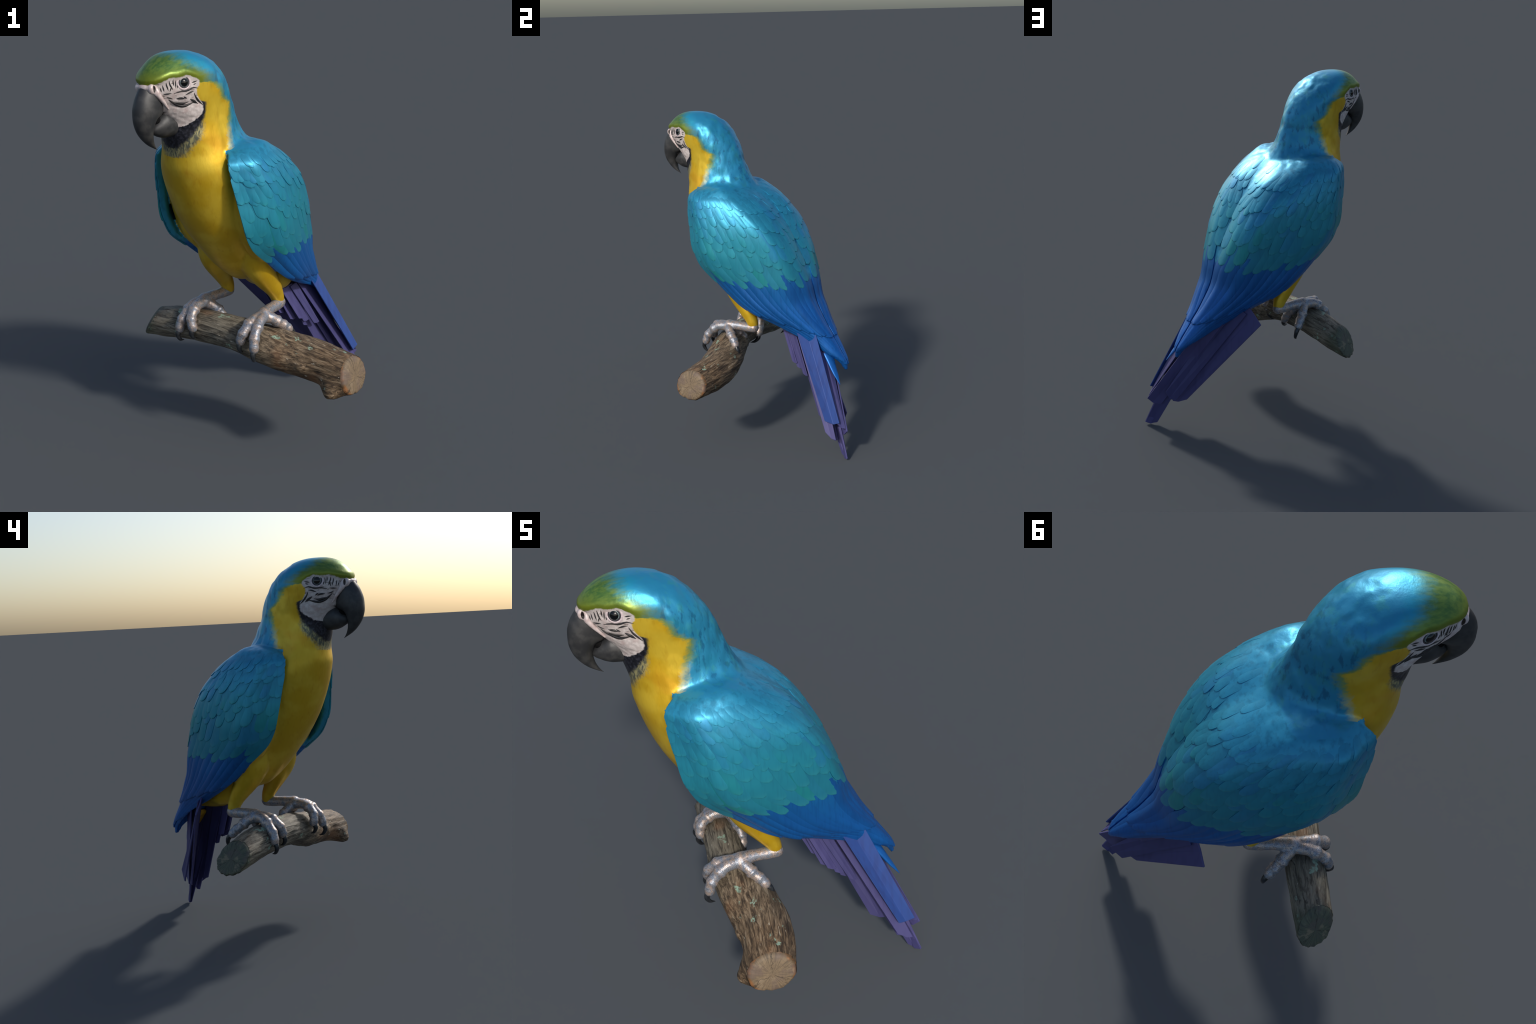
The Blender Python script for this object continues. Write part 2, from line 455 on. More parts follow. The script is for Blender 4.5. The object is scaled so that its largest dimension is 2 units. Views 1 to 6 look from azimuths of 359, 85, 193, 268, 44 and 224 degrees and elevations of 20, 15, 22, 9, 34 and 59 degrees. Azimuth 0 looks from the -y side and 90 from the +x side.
# ---- body skin: horizontal sections  z, front, back, half width, f of widest point
SECTIONS = [
    (0.815, 0.00, -0.22, 0.030, -0.10), (0.835, 0.065, -0.26, 0.075, -0.09), (0.87, 0.115, -0.28, 0.115, -0.06),
    (0.92, 0.170, -0.28, 0.145, -0.03), (0.98, 0.225, -0.27, 0.170, 0.0), (1.05, 0.280, -0.25, 0.188, 0.05),
    (1.15, 0.353, -0.22, 0.212, 0.11), (1.25, 0.408, -0.18, 0.217, 0.16), (1.36, 0.449, -0.13, 0.214, 0.21),
    (1.44, 0.470, -0.08, 0.206, 0.25), (1.50, 0.481, -0.03, 0.193, 0.26), (1.55, 0.480, 0.020, 0.176, 0.27),
    (1.60, 0.489, 0.050, 0.161, 0.28), (1.64, 0.500, 0.070, 0.152, 0.29), (1.67, 0.505, 0.084, 0.147, 0.29),
    (1.72, 0.530, 0.105, 0.142, 0.29), (1.77, 0.575, 0.122, 0.143, 0.295), (1.82, 0.612, 0.144, 0.145, 0.30),
    (1.865, 0.636, 0.174, 0.145, 0.315), (1.90, 0.640, 0.204, 0.140, 0.335), (1.94, 0.612, 0.246, 0.123, 0.36),
    (1.97, 0.575, 0.291, 0.099, 0.40), (1.990, 0.535, 0.340, 0.072, 0.425), (2.000, 0.490, 0.390, 0.036, 0.44)]
S_ = np.array(SECTIONS)


def body_ring(z, n=96):
    ff, fb, w, fw = (float(pchip(S_[:, 0], S_[:, k], [z])[0]) for k in (1, 2, 3, 4))
    p = 2.0 - 0.18 * math.exp(-((z - 1.75) / 0.12) ** 2) - 0.10 * math.exp(-((z - 1.17) / 0.2) ** 2)
    pts = []
    for t in np.linspace(0, 2 * math.pi, n, endpoint=False):
        c, s = math.cos(t), math.sin(t)
        q = p if c > 0 else (1.85 if z > 1.6 else 2.0)
        r = (abs(c) ** q + abs(s) ** q) ** (-1 / q)
        c, s = c * r, s * r
        pts.append(V(w * s, fw + (ff - fw if c > 0 else fw - fb) * c, z))
    return pts


levels = np.r_[np.linspace(S_[0, 0], 0.9, 14), np.linspace(0.91, 1.95, 110), np.linspace(1.955, 2.000, 16)]
parts = [ring_loft([body_ring(z) for z in levels])]
# vent and under-tail coverts
parts.append(tube(smooth_path([V(0, 0.0, 0.925), V(0, -0.10, 0.868), V(0, -0.185, 0.805), V(0, -0.29, 0.768), V(0, -0.41, 0.725), V(0, -0.52, 0.67)], 30),
                  pchip([0, .2, .4, .6, .8, 1], [.095, .100, .100, .085, .050, .02], np.linspace(0, 1, 30)), 32))
THIGH = [((.115, .075, 1.02), .10), ((.135, .06, .93), .092), ((.147, .022, .85), .072), ((.157, -.015, .79), .053),
         ((.158, -.040, .745), .040), ((.159, -.050, .715), .032)]
for sx in (1, -1):
    path = smooth_path([V(sx * p[0], p[1], p[2]) for p, r in THIGH], 30)
    parts.append(tube(path, np.interp(np.linspace(0, 1, 30), np.linspace(0, 1, len(THIGH)), [r for p, r in THIGH]), 28))
# ------------------------------------------------------------------ wings
# horizontal wing sections: z, leading edge, side, back corner, crest, midline   (x, f)
WING = [
    (1.578, (0.125, 0.240), (0.178, 0.202), (0.198, 0.128), (0.112, 0.102), (-0.004, 0.070)),
    (1.566, (0.158, 0.295), (0.224, 0.236), (0.226, 0.102), (0.110, 0.070), (-0.004, 0.045)),
    (1.540, (0.195, 0.345), (0.262, 0.248), (0.240, 0.070), (0.120, 0.010), (-0.004, 0.010)),
    (1.500, (0.216, 0.371), (0.298, 0.245), (0.250, 0.015), (0.130, -0.065), (-0.004, -0.050)),
    (1.450, (0.225, 0.369), (0.312, 0.225), (0.254, -0.042), (0.130, -0.131), (-0.004, -0.118)),
    (1.350, (0.237, 0.352), (0.325, 0.190), (0.246, -0.145), (0.125, -0.213), (-0.004, -0.204)),
    (1.200, (0.253, 0.324), (0.329, 0.150), (0.216, -0.245), (0.110, -0.301), (-0.004, -0.291)),
    (1.100, (0.253, 0.278), (0.315, 0.100), (0.202, -0.280), (0.100, -0.343), (0.004, -0.341)),
    (1.000, (0.247, 0.165), (0.288, 0.010), (0.190, -0.308), (0.095, -0.377), (0.004, -0.383)),
    (0.900, (0.236, 0.043), (0.260, -0.080), (0.176, -0.325), (0.090, -0.400), (0.004, -0.409)),
    (0.830, (0.226, -0.060), (0.228, -0.160), (0.152, -0.370), (0.080, -0.437), (0.004, -0.441)),
    (0.750, (0.160, -0.225), (0.158, -0.305), (0.122, -0.425), (0.070, -0.480), (0.004, -0.487)),
    (0.670, (0.107, -0.400), (0.102, -0.440), (0.087, -0.495), (0.052, -0.537), (0.004, -0.545)),
    (0.600, (0.067, -0.510), (0.068, -0.530), (0.062, -0.560), (0.038, -0.589), (0.004, -0.593)),
    (0.530, (0.026, -0.598), (0.026, -0.606), (0.024, -0.618), (0.016, -0.633), (0.004, -0.635)),
    (0.490, (0.012, -0.622), (0.012, -0.625), (0.011, -0.630), (0.008, -0.641), (0.003, -0.643))]


def sway(z):
    """The folded wing tips and the tail are carried a little to the bird's left."""
    return float(np.interp(z, [.50, .60, .75, .92, 1.2, 1.6], [.032, .027, .014, .004, .002, .0]))


WZ = np.array([w[0] for w in WING])[::-1]
WP = np.array([[c for p in w[1:] for c in p] for w in WING])[::-1]
NU = 49


def wing_section(z):
    k = np.array([float(pchip(WZ, WP[:, j], [z])[0]) for j in range(10)]).reshape(5, 2)
    q = smooth_path(np.c_[k, np.zeros(5)], 160)[:, :2]
    s = np.r_[0, np.cumsum(np.linalg.norm(np.diff(q, axis=0), axis=1))]
    u = np.linspace(0, s[-1], NU)
    return np.c_[np.interp(u, s, q[:, 0]), np.interp(u, s, q[:, 1])], s[-1]


ZL = np.r_[np.linspace(1.578, 1.50, 16)[:-1], np.linspace(1.50, 0.83, 56)[:-1], np.linspace(0.83, 0.49, 34)]
SEC = []; ARC = []
for z in ZL:
    q, L = wing_section(z); SEC.append(q); ARC.append(L)
SEC = np.array(SEC); ARC = np.array(ARC)


def surf(a, z):
    """Point of the wing's outer surface: a = 0 leading edge .. 1 midline, at height z."""
    z = min(max(z, 0.4905), 1.5775)
    i = int(np.searchsorted(-ZL, -z)); i = min(max(i, 1), len(ZL) - 1)
    t = (z - ZL[i - 1]) / (ZL[i] - ZL[i - 1])
    j = min(max(a, 0), 0.9999) * (NU - 1); k = int(j); w = j - k
    q = (SEC[i - 1][k] * (1 - w) + SEC[i - 1][k + 1] * w) * (1 - t) + (SEC[i][k] * (1 - w) + SEC[i][k + 1] * w) * t
    return np.array(V(q[0], q[1], z))


def surf_n(a, z):
    p = surf(min(a + .02, 1), z) - surf(max(a - .02, 0), z); q = surf(a, z - .012) - surf(a, z + .012)
    n = np.cross(p, q); n /= np.linalg.norm(n) + 1e-9
    if n[0] < 0 and a < 0.6: n = -n
    if a >= 0.6 and n[1] < 0: n = -n
    return n


def arc(z): return float(np.interp(-z, -ZL, ARC))


INSET = 0.003
rings = []
for i, z in enumerate(ZL):
    th = float(np.interp(z, [.5, .6, .8, 1.0, 1.3, 1.5, 1.578], [.010, .018, .020, .028, .036, .045, .03]))
    th = min(th, 0.45 * ARC[i])
    q = SEC[i]; tg = np.gradient(q, axis=0); tg /= np.linalg.norm(tg, axis=1)[:, None] + 1e-9
    nin = np.c_[-tg[:, 1], tg[:, 0]]
    nin *= np.sign(nin[NU // 3, 0]) * -1 if nin[NU // 3, 0] != 0 else 1
    u = np.linspace(0, 1, NU) * ARC[i]
    e = np.clip(u / th, 0, 1)
    t_in = th * np.sqrt(1 - (1 - e) ** 2)
    outer = q + nin * INSET * 0.7
    inner = q + nin * (t_in[:, None] + INSET)
    # rounded leading edge: pull the outer skin back close to the edge
    ring = [V(p[0], p[1], z) for p in outer] + [V(p[0], p[1], z) for p in inner[::-1]]
    rings.append(ring)
wv, wf = ring_loft(rings)
WING_SKIN = {sx: ([(sx * p[0] + sway(p[2]), p[1], p[2]) for p in wv], wf) for sx in (1, -1)}
parts += [WING_SKIN[1], WING_SKIN[-1]]
for sx in (1, -1):
    # flank plumage that the wing edge rests on
    parts.append(tube(smooth_path([V(sx * .160, .280, 1.49), V(sx * .176, .252, 1.36), V(sx * .186, .218, 1.22), V(sx * .184, .165, 1.10), V(sx * .174, .060, 0.99), V(sx * .165, -.02, .92)], 30),
                      pchip([0, .3, .7, 1], [.044, .060, .060, .050], np.linspace(0, 1, 30)), 24))
    # belly plumage hanging between the thighs
    parts.append(tube(smooth_path([V(sx * .050, -.04, .905), V(sx * .058, -.11, .850), V(sx * .060, -.175, .788), V(sx * .05, -.28, .758)], 24),
                      pchip([0, .4, .7, 1], [.065, .070, .072, .045], np.linspace(0, 1, 24)), 24))
bv, bf = merge(parts)
co, fc, no = fuse(bv, bf, 0.006, 4, 0.5)


def relax(co, fc, weight, rounds):
    """Laplacian smoothing where weight > 0."""
    e = np.array([(q[i], q[(i + 1) % len(q)]) for q in fc for i in range(len(q))])
    n = len(co); w = weight[:, None]
    for _ in range(rounds):
        acc = np.zeros_like(co); cnt = np.zeros(n)
        np.add.at(acc, e[:, 0], co[e[:, 1]]); np.add.at(cnt, e[:, 0], 1)
        np.add.at(acc, e[:, 1], co[e[:, 0]]); np.add.at(cnt, e[:, 1], 1)
        co = co + w * (acc / np.maximum(cnt, 1)[:, None] - co)
    return co


# the mantle flows from nape to back without a step
wt_ = np.exp(-((co[:, 2] - 1.565) / 0.05) ** 2) * np.clip((co[:, 1] + 0.40) / 0.20, 0, 1) * 0.8
wt_ = np.maximum(wt_, np.clip((co[:, 2] - 1.955) / 0.03, 0, 1) * 0.8)      # round crown
co = relax(co, fc, wt_, 20)


def sculpt(co, no):
    out = co.copy()
    for i in range(len(co)):
        x, y, z = co[i]; f = -y
        d = 0.0
        if z > 1.66 and f > 0.36:
            # brow ridge above the bare face
            zt = np.interp(f, [.40, .43, .46, .49, .53, .56, .585, .60, .62], [1.875, 1.885, 1.902, 1.912, 1.906, 1.908, 1.90, 1.893, 1.885])
            d += 0.006 * math.exp(-((z - zt - 0.018) / 0.018) ** 2) * min(1, max(0, (f - .40) / .06)) * min(1, abs(x) / .05)
            # the bare face sinks in below it
            if f > .43: d -= 0.006 * math.exp(-((z - zt + 0.018) / 0.020) ** 2) * min(1, (f - .43) / .05) * min(1, abs(x) / .05)
            # fleshy cheek fold
            d += 0.006 * math.exp(-((z - 1.745) / 0.035) ** 2 - ((f - .45) / .05) ** 2)
            if f > .44 and z < 1.85: d += 0.0022 * min(1, (1.85 - z) / .03) * mnoise.noise(Vector((x * 30, (y + z) * 48, z * 75)))
            d -= 0.005 * math.exp(-((z - 1.79) / 0.010) ** 2 - ((f - .50) / .06) ** 2)
        # soft lumps of neck plumage
        if z > 1.5 and f < .40:
            k = min(1, (z - 1.5) / .08) * min(1, (.40 - f) / .08)
            d += 0.0045 * k * mnoise.noise(Vector((x * 24, y * 24, z * 15))) + 0.001 * k * mnoise.noise(Vector((x * 55, y * 55, z * 34)))
        out[i] = co[i] + no[i] * d
    return out


co = sculpt(co, no)
# whole-body normals, then split the skin into named regions
tmp = bpy.data.meshes.new("skin"); tmp.from_pydata([tuple(v) for v in co], [], fc)
tmp.update()
nrm = np.zeros(len(tmp.vertices) * 3); tmp.vertices.foreach_get("normal", nrm); nrm = nrm.reshape(-1, 3)
BODY_BVH = BVHTree.FromPolygons([tuple(v) for v in co], fc)
bpy.data.meshes.remove(tmp)


WING_BVH = {sx: BVHTree.FromPolygons(*WING_SKIN[sx]) for sx in (1, -1)}


def region(c):
    x, f, z = c[0], -c[1], c[2]
    if z < 1.56:
        sx = 1 if x > sway(z) else -1
        hit = WING_BVH[sx].find_nearest(Vector(c), 0.007)
        if hit[0] is not None: return "wing" if sx > 0 else "wing_right"
    if z > 1.66 + 0.35 * (f - 0.30) * -1 * 0.4: return "head"
    if z > 1.50: return "neck"
    if z < 0.86 and abs(x) > 0.085 and f > -0.15: return "thigh_right" if x < 0 else "thigh"
    if z < 0.80 and f < -0.12: return "vent"
    return "torso"


groups = {}
for face in fc:
    groups.setdefault(region(np.mean(co[list(face)], axis=0)), []).append(face)
BODY = {}
for key, fl in groups.items():
    used = sorted({i for q in fl for i in q}); mp = {a: b for b, a in enumerate(used)}
    name = key.replace("_right", "")
    me = bpy.data.meshes.new(name); me.from_pydata([tuple(co[i]) for i in used], [], [tuple(mp[i] for i in q) for q in fl])
    me.polygons.foreach_set("use_smooth", [True] * len(me.polygons))
    me.materials.append(MAT_WING if name == 'wing' else MAT_BODY); me.update()
    me.normals_split_custom_set_from_vertices([tuple(nrm[i]) for i in used])
    ob = bpy.data.objects.new(name, me); bpy.context.scene.collection.objects.link(ob); ob.parent = macaw
    BODY[key] = ob
HEAD = BODY["head"]
WINGS = {1: BODY["wing"], -1: BODY["wing_right"]}


# ---- beak
def beak_loft(rows, n=28, p=2.3):
    """rows: outer (f,z), inner (f,z), half width -> closed horn sheath."""
    A = np.array([[o[0], o[1], i[0], i[1], w] for o, i, w in rows], float)
    q = np.linspace(0, len(rows) - 1, 44)
    B = np.stack([pchip(np.arange(len(rows)), A[:, k], q) for k in range(5)], 1)
    rings = []
    for of, oz, jf, jz, w in B:
        ring = []
        for t in np.linspace(0, 2 * math.pi, n, endpoint=False):
            c, s = math.cos(t), math.sin(t)
            r = (abs(c) ** p + abs(s) ** p) ** (-1 / p); c *= r; s *= r
            k = (1 - c) / 2
            ring.append(V(w * s, of + (jf - of) * k, oz + (jz - oz) * k))
        rings.append(ring)
    return ring_loft(rings)


UPPER = [((.640, 1.884), (.530, 1.780), 0.0452), ((.655, 1.866), (.540, 1.762), 0.0505), ((.678, 1.832), (.553, 1.743), 0.0522),
         ((.694, 1.785), (.583, 1.731), 0.0505), ((.697, 1.740), (.602, 1.707), 0.0444), ((.687, 1.695), (.609, 1.676), 0.0357),
         ((.666, 1.660), (.606, 1.650), 0.0261), ((.636, 1.630), (.599, 1.628), 0.0165), ((.606, 1.611), (.589, 1.610), 0.0078), ((.580, 1.598), (.579, 1.598), 0.0013)]
v, f_ = beak_loft(UPPER, p=1.95); add_mesh("upper_beak", v, f_, MAT_BEAK, HEAD)
LOWER = [((.470, 1.648), (.470, 1.735), 0.0465), ((.495, 1.640), (.500, 1.752), 0.0539), ((.530, 1.641), (.535, 1.758), 0.0530), ((.560, 1.648), (.562, 1.744), 0.0456),
         ((.583, 1.659), (.584, 1.724), 0.0353), ((.601, 1.669), (.603, 1.706), 0.0233), ((.613, 1.680), (.614, 1.690), 0.0084)]
v, f_ = beak_loft(LOWER, p=2.1); add_mesh("lower_beak", v, f_, MAT_BEAK, HEAD)

add_mesh("mouth_gap_fill", *ellipsoid(V(0, .570, 1.720), (.027, .032, .022)), simple("mouth_dark", '#0b0b0c', '#151517', 60, 0.85, spec=0.1), HEAD)

# ---- cere with nostrils
cp = [ellipsoid(V(0, .632, 1.872), (.034, .018, .015))]
for sx in (1, -1):
    cp.append(ellipsoid(V(sx * .036, .619, 1.868), (.020, .022, .024)))
    cp.append(tube(smooth_path([V(sx * .044, .612, 1.858), V(sx * .053, .594, 1.828), V(sx * .056, .570, 1.798), V(sx * .056, .55, 1.772)], 14),
                   np.linspace(.015, .004, 14), 16))
cv, cf, cn = fuse(*merge(cp), 0.0035, 5, 0.5)
for i in range(len(cv)):
    u = (-cv[i][1] - .622) / .010; w = (cv[i][2] - 1.869) / .018
    if abs(cv[i][0]) > .025:
        d2 = u * u + w * w
        cv[i] -= cn[i] * 0.009 * math.exp(-d2 * 1.3); cv[i] += cn[i] * 0.0016 * math.exp(-(math.sqrt(d2) - 1.7) ** 2 * 4)
add_mesh("cere", cv, cf, MAT_CERE, HEAD)


def on_face(f, z, sx, lift=0.0):
    hit = BODY_BVH.ray_cast(Vector(V(sx * 0.4, f, z)), Vector((-sx, 0, 0)))
    if hit[0] is None: return np.array(V(sx * .05, f, z)), np.array([sx, 0, 0.])
    n = np.array(hit[1]); n = n if n[0] * sx > 0 else -n
    return np.array(hit[0]) + n * lift, n


# ---- eyes
for sx in (1, -1):
    c, n = on_face(.504, 1.883, sx)
    n = n * 0.55 + np.array([sx * .85, -.32, 0.05]) * 0.45; n /= np.linalg.norm(n)
    up = np.array([0, 0, 1.]); a = np.cross(up, n); a /= np.linalg.norm(a); b = np.cross(n, a)
    R = .0255; cen = c - n * (R * 0.62)
    def cap(r, th, push):
        rings = []
        for t in np.linspace(0.03, th, 12):
            rings.append([cen + n * push + r * (math.cos(t) * n + math.sin(t) * (math.cos(p) * a + math.sin(p) * b)) for p in np.linspace(0, 2 * math.pi, 28, endpoint=False)])
        rings.append([q - n * 0.004 for q in rings[-1]])
        return ring_loft(rings)
    eye = add_mesh("eye", *cap(R, 1.25, 0), MAT_EYE, macaw)
    add_mesh("pupil", *cap(R * 1.01, 0.72, 0.0006), MAT_PUPIL, eye)
    circ = [cen + R * (math.cos(1.02) * n + math.sin(1.02) * (math.cos(p) * a * 1.06 + math.sin(p) * b)) for p in np.linspace(0, 2 * math.pi, 40, endpoint=False)]
    for nm, rr, off, sc, mt in (("eyelid_rim", .0036, .001, 1.0, MAT_LIDLINE), ("eyelid", .0062, -.002, 1.28, MAT_LID)):
        rings = []
        for k in range(40):
            q = cen + (circ[k] - cen - n * ((circ[k] - cen) @ n)) * sc + n * (((circ[k] - cen) @ n) + off)
            rad = (circ[k] - cen); rad -= n * (rad @ n); rad /= np.linalg.norm(rad)
            rings.append([q + rr * (math.cos(t) * rad + math.sin(t) * n) for t in np.linspace(0, 2 * math.pi, 10, endpoint=False)])
        rings.append(rings[0])
        add_mesh(nm, *ring_loft(rings, cap=False), mt, eye)

# ---- lines of tiny black feathers across the bare face
LINES = [([(.590, 1.880), (.586, 1.853)], .0022), ([(.578, 1.890), (.572, 1.856)], .0026), ([(.567, 1.897), (.562, 1.875), (.555, 1.858)], .0028),
         ([(.551, 1.900), (.549, 1.872)], .0024), ([(.540, 1.895), (.543, 1.864)], .0024), ([(.598, 1.872), (.594, 1.852)], .002), ([(.560, 1.872), (.566, 1.852)], .0022), ([(.536, 1.876), (.534, 1.862)], .002),
         ([(.586, 1.842), (.558, 1.844)], .0026), ([(.548, 1.842), (.518, 1.848), (.490, 1.848), (.464, 1.856), (.438, 1.850)], .0034),
         ([(.497, 1.829), (.476, 1.838), (.460, 1.840)], .0030), ([(.572, 1.829), (.548, 1.818)], .0024), ([(.533, 1.818), (.515, 1.818), (.500, 1.812)], .0040),
         ([(.505, 1.823), (.490, 1.813)], .0030), ([(.562, 1.816), (.545, 1.803), (.519, 1.787), (.498, 1.781), (.476, 1.785), (.452, 1.793)], .0056),
         ([(.474, 1.808), (.455, 1.797), (.437, 1.783)], .0046), ([(.462, 1.803), (.448, 1.786)], .0036),
         ([(.458, 1.832), (.445, 1.809), (.424, 1.786), (.412, 1.774)], .0036), ([(.468, 1.877), (.442, 1.882)], .0024), ([(.462, 1.868), (.447, 1.872)], .002),
         ([(.54, 1.80), (.52, 1.797), (.50, 1.793), (.48, 1.797)], .0050)]
for sx in (1, -1):
    for pts, r in LINES:
        sm = smooth_path([(p[0], p[1], 0) for p in pts], 14)
        path = [on_face(p[0], p[1], sx, 0.0)[0] for p in sm]
        rad = r * 1.2 * np.clip(np.sin(np.linspace(0.25, math.pi - 0.15, 14)), .25, 1)
        add_mesh("face_feather", *tube(path, rad, 8), MAT_STRIPE, HEAD)

# ------------------------------------------------------------------ wing feathers
def feather_mesh(a0, z0, a1, z1, half, lift0, lift1, ns=12, nt=7, point=0.32, crown=0.0018):
    """A vane that follows the wing surface from root (a0,z0) to tip (a1,z1)."""
    top, bot = [], []
    for i in range(ns + 1):
        s = 1 - (1 - i / ns) ** 1.7
        z = z0 + (z1 - z0) * s; a = a0 + (a1 - a0) * s
        w = half * min(1, 0.45 + s / 0.35)
        if s > 1 - point: w *= math.sqrt(max(0.0, 1 - ((s - 1 + point) / point) ** 2.4)) * 0.96 + 0.04
        for j in range(nt):
            t = -1 + 2 * j / (nt - 1)
            aa = a + t * w / max(arc(z), 0.02)
            aa = min(max(aa, 0.0), 1.0)
            p = surf(aa, z); n = surf_n(aa, z)
            l = lift0 + (lift1 - lift0) * s + crown * (1 - t * t) * min(1, 0.2 + s * 1.6)
            top.append(p + n * l); bot.append(p - n * 0.004)
    nv = len(top); vs = top + bot; fs = []
    for i in range(ns):
        for j in range(nt - 1):
            a = i * nt + j
            fs.append((a, a + 1, a + nt + 1, a + nt)); fs.append((nv + a, nv + a + nt, nv + a + nt + 1, nv + a + 1))
    for i in range(ns):
        for j in (0, nt - 1):
            a = i * nt + j; fs.append((a, a + nt, nv + a + nt, nv + a))
    for j in range(nt - 1):
        for i in (0, ns):
            a = i * nt + j; fs.append((a, a + 1, nv + a + 1, nv + a))
    return vs, fs


def add_feather(name, vs, fs, mat):
    low = min(p[2] for p in vs)
    ob = add_mesh(name, [(p[0] + sway(p[2]), p[1], p[2]) for p in vs], fs, mat, WINGS[1], flat_angle=50)
    if low > 0.92:
        tw = ob.copy(); tw.scale = (-1, 1, 1); tw.parent = WINGS[-1]
        tw.location.x = 2 * sway(float(np.mean([p[2] for p in vs])))
        bpy.context.scene.collection.objects.link(tw)
    else:
        add_mesh(name, [(-p[0] + sway(p[2]), p[1], p[2]) for p in vs], fs, mat, WINGS[-1], flat_angle=50)


# flight feathers: long blue vanes running to the wing tip
N = 13
for i in range(N):
    a = 0.05 + 0.90 * i / (N - 1)
    zt = float(np.interp(a, [0, .2, .45, .7, 1], [.865, .80, .74, .70, .68])) + rng.uniform(-.012, .012)
    add_feather("flight_feather", *feather_mesh(a, 1.08, a + .01, zt, 0.031, .0005 + .002 * (i % 2), .0055 + .003 * (i % 2), ns=20, point=.12, crown=.0055), MAT_FLIGHT)
N = 9
for i in range(N):
    a = 0.07 + 0.86 * i / (N - 1)
    zt = float(np.interp(a, [0, .3, .6, 1], [.66, .59, .55, .53])) + rng.uniform(-.01, .01)
    add_feather("flight_feather", *feather_mesh(a, 0.90, a, zt, 0.024, -.0005, .004, ns=18, point=.12, crown=.003), MAT_FLIGHT)
# coverts: rows of overlapping rounded vanes, larger towards the flight feathers
ROWS = [  # tip height, length, half width, number, lift
    (1.008, .20, .036, 13, .0050), (1.095, .17, .034, 13, .0050), (1.175, .15, .032, 13, .0048), (1.245, .12, .028, 13, .0044),
    (1.298, .10, .025, 13, .0044), (1.343, .085, .022, 13, .0038), (1.383, .07, .020, 13, .0032), (1.418, .06, .018, 13, .0027),
    (1.448, .065, .017, 12, .0016), (1.472, .06, .017, 12, .0010)]
for ri, (zt, ln, hw, cnt, lf) in enumerate(ROWS):
    for i in range(cnt):
        a = (i + (0.5 if ri % 2 else 0.1)) / cnt + rng.uniform(-.016, .016)
        if a > .97: continue
        gap = ln * .11
        z1 = zt + rng.uniform(-gap, gap) * (1.9 if ri < 3 else 1.5) + 0.016 * math.sin(a * 8 + ri * 2.1)
        ww = hw * rng.uniform(.85, 1.2); l2 = ln * rng.uniform(.95, 1.2)
        sl = rng.uniform(.004, .022)
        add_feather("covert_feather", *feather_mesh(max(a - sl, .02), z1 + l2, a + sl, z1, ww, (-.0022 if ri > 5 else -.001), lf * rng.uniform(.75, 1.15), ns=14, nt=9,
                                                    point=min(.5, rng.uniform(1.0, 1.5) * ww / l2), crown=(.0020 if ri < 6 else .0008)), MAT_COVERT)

# ------------------------------------------------------------------ feet
FOOT_TOES = {  # joint -> tip, in bird frame for the left foot
    "front_outer": [(0.190, 0.115, 0.693), (0.210, 0.178, 0.690), (0.222, 0.230, 0.650), (0.231, 0.256, 0.613), (0.234, 0.262, 0.583)],
    "front_inner": [(0.186, 0.118, 0.693), (0.177, 0.190, 0.692), (0.168, 0.240, 0.660), (0.156, 0.258, 0.627), (0.150, 0.257, 0.603)],
    "back_outer": [(0.192, 0.115, 0.690), (0.219, 0.090, 0.680), (0.240, 0.060, 0.650), (0.256, 0.030, 0.625), (0.265, 0.016, 0.607)],
    "back_inner": [(0.184, 0.112, 0.688), (0.150, 0.092, 0.666), (0.118, 0.076, 0.633), (0.093, 0.068, 0.593), (0.079, 0.069, 0.567)]}
CLAWS = {
    "front_outer": [(.234, .264, .583), (.237, .277, .552), (.233, .264, .524), (.229, .241, .515)],
    "front_inner": [(.150, .259, .603), (.150, .270, .575), (.150, .259, .551), (.149, .237, .542)],
    "back_outer": [(.266, .013, .607), (.275, -.006, .582), (.270, -.010, .548), (.256, .010, .525)],
    "back_inner": [(.078, .068, .566), (.068, .066, .540), (.056, .085, .518), (.045, .113, .509)]}
for sx in (1, -1):
    fp = [tube(smooth_path([V(sx * .163, -.056, .702), V(sx * .170, -.01, .700), V(sx * .178, .055, .703), V(sx * .187, .112, .700)], 20),
               np.interp(np.linspace(0, 1, 20), [0, .15, .5, .8, 1], [.031, .030, .027, .030, .035]), 20)]
    fp.append(ellipsoid(V(sx * .187, .124, .697), (.038, .043, .030)))
    for k, pts in FOOT_TOES.items():
        path = smooth_path([V(sx * p[0], p[1], p[2]) for p in pts], 60)
        t = np.linspace(0, 1, 60)
        r = np.interp(t, [0, .3, 1], [.031, .0265, .0220])
        for kn, kh in ((.46, .0068), (.74, .0045), (.95, .0030)): r = r + kh * np.exp(-((t - kn) / .055) ** 2)
        r = r + .0007 * np.sin(t * 120)
        fp.append(tube(path, r, 20))
    vv, ff, nn = fuse(*merge(fp), 0.004, 3, 0.4)
    foot = add_mesh("foot", vv, ff, MAT_FOOT, macaw)
    for k, pts in CLAWS.items():
        path = smooth_path([V(sx * p[0], p[1], p[2]) for p in pts], 18)
        add_mesh("claw", *tube(path, np.interp(np.linspace(0, 1, 18), [0, .25, .7, 1], [.0145, .0140, .0085, .0012]), 14), MAT_CLAW, foot)

# ------------------------------------------------------------------ tail
tail = bpy.data.objects.new("tail", None); bpy.context.scene.collection.objects.link(tail); tail.parent = macaw


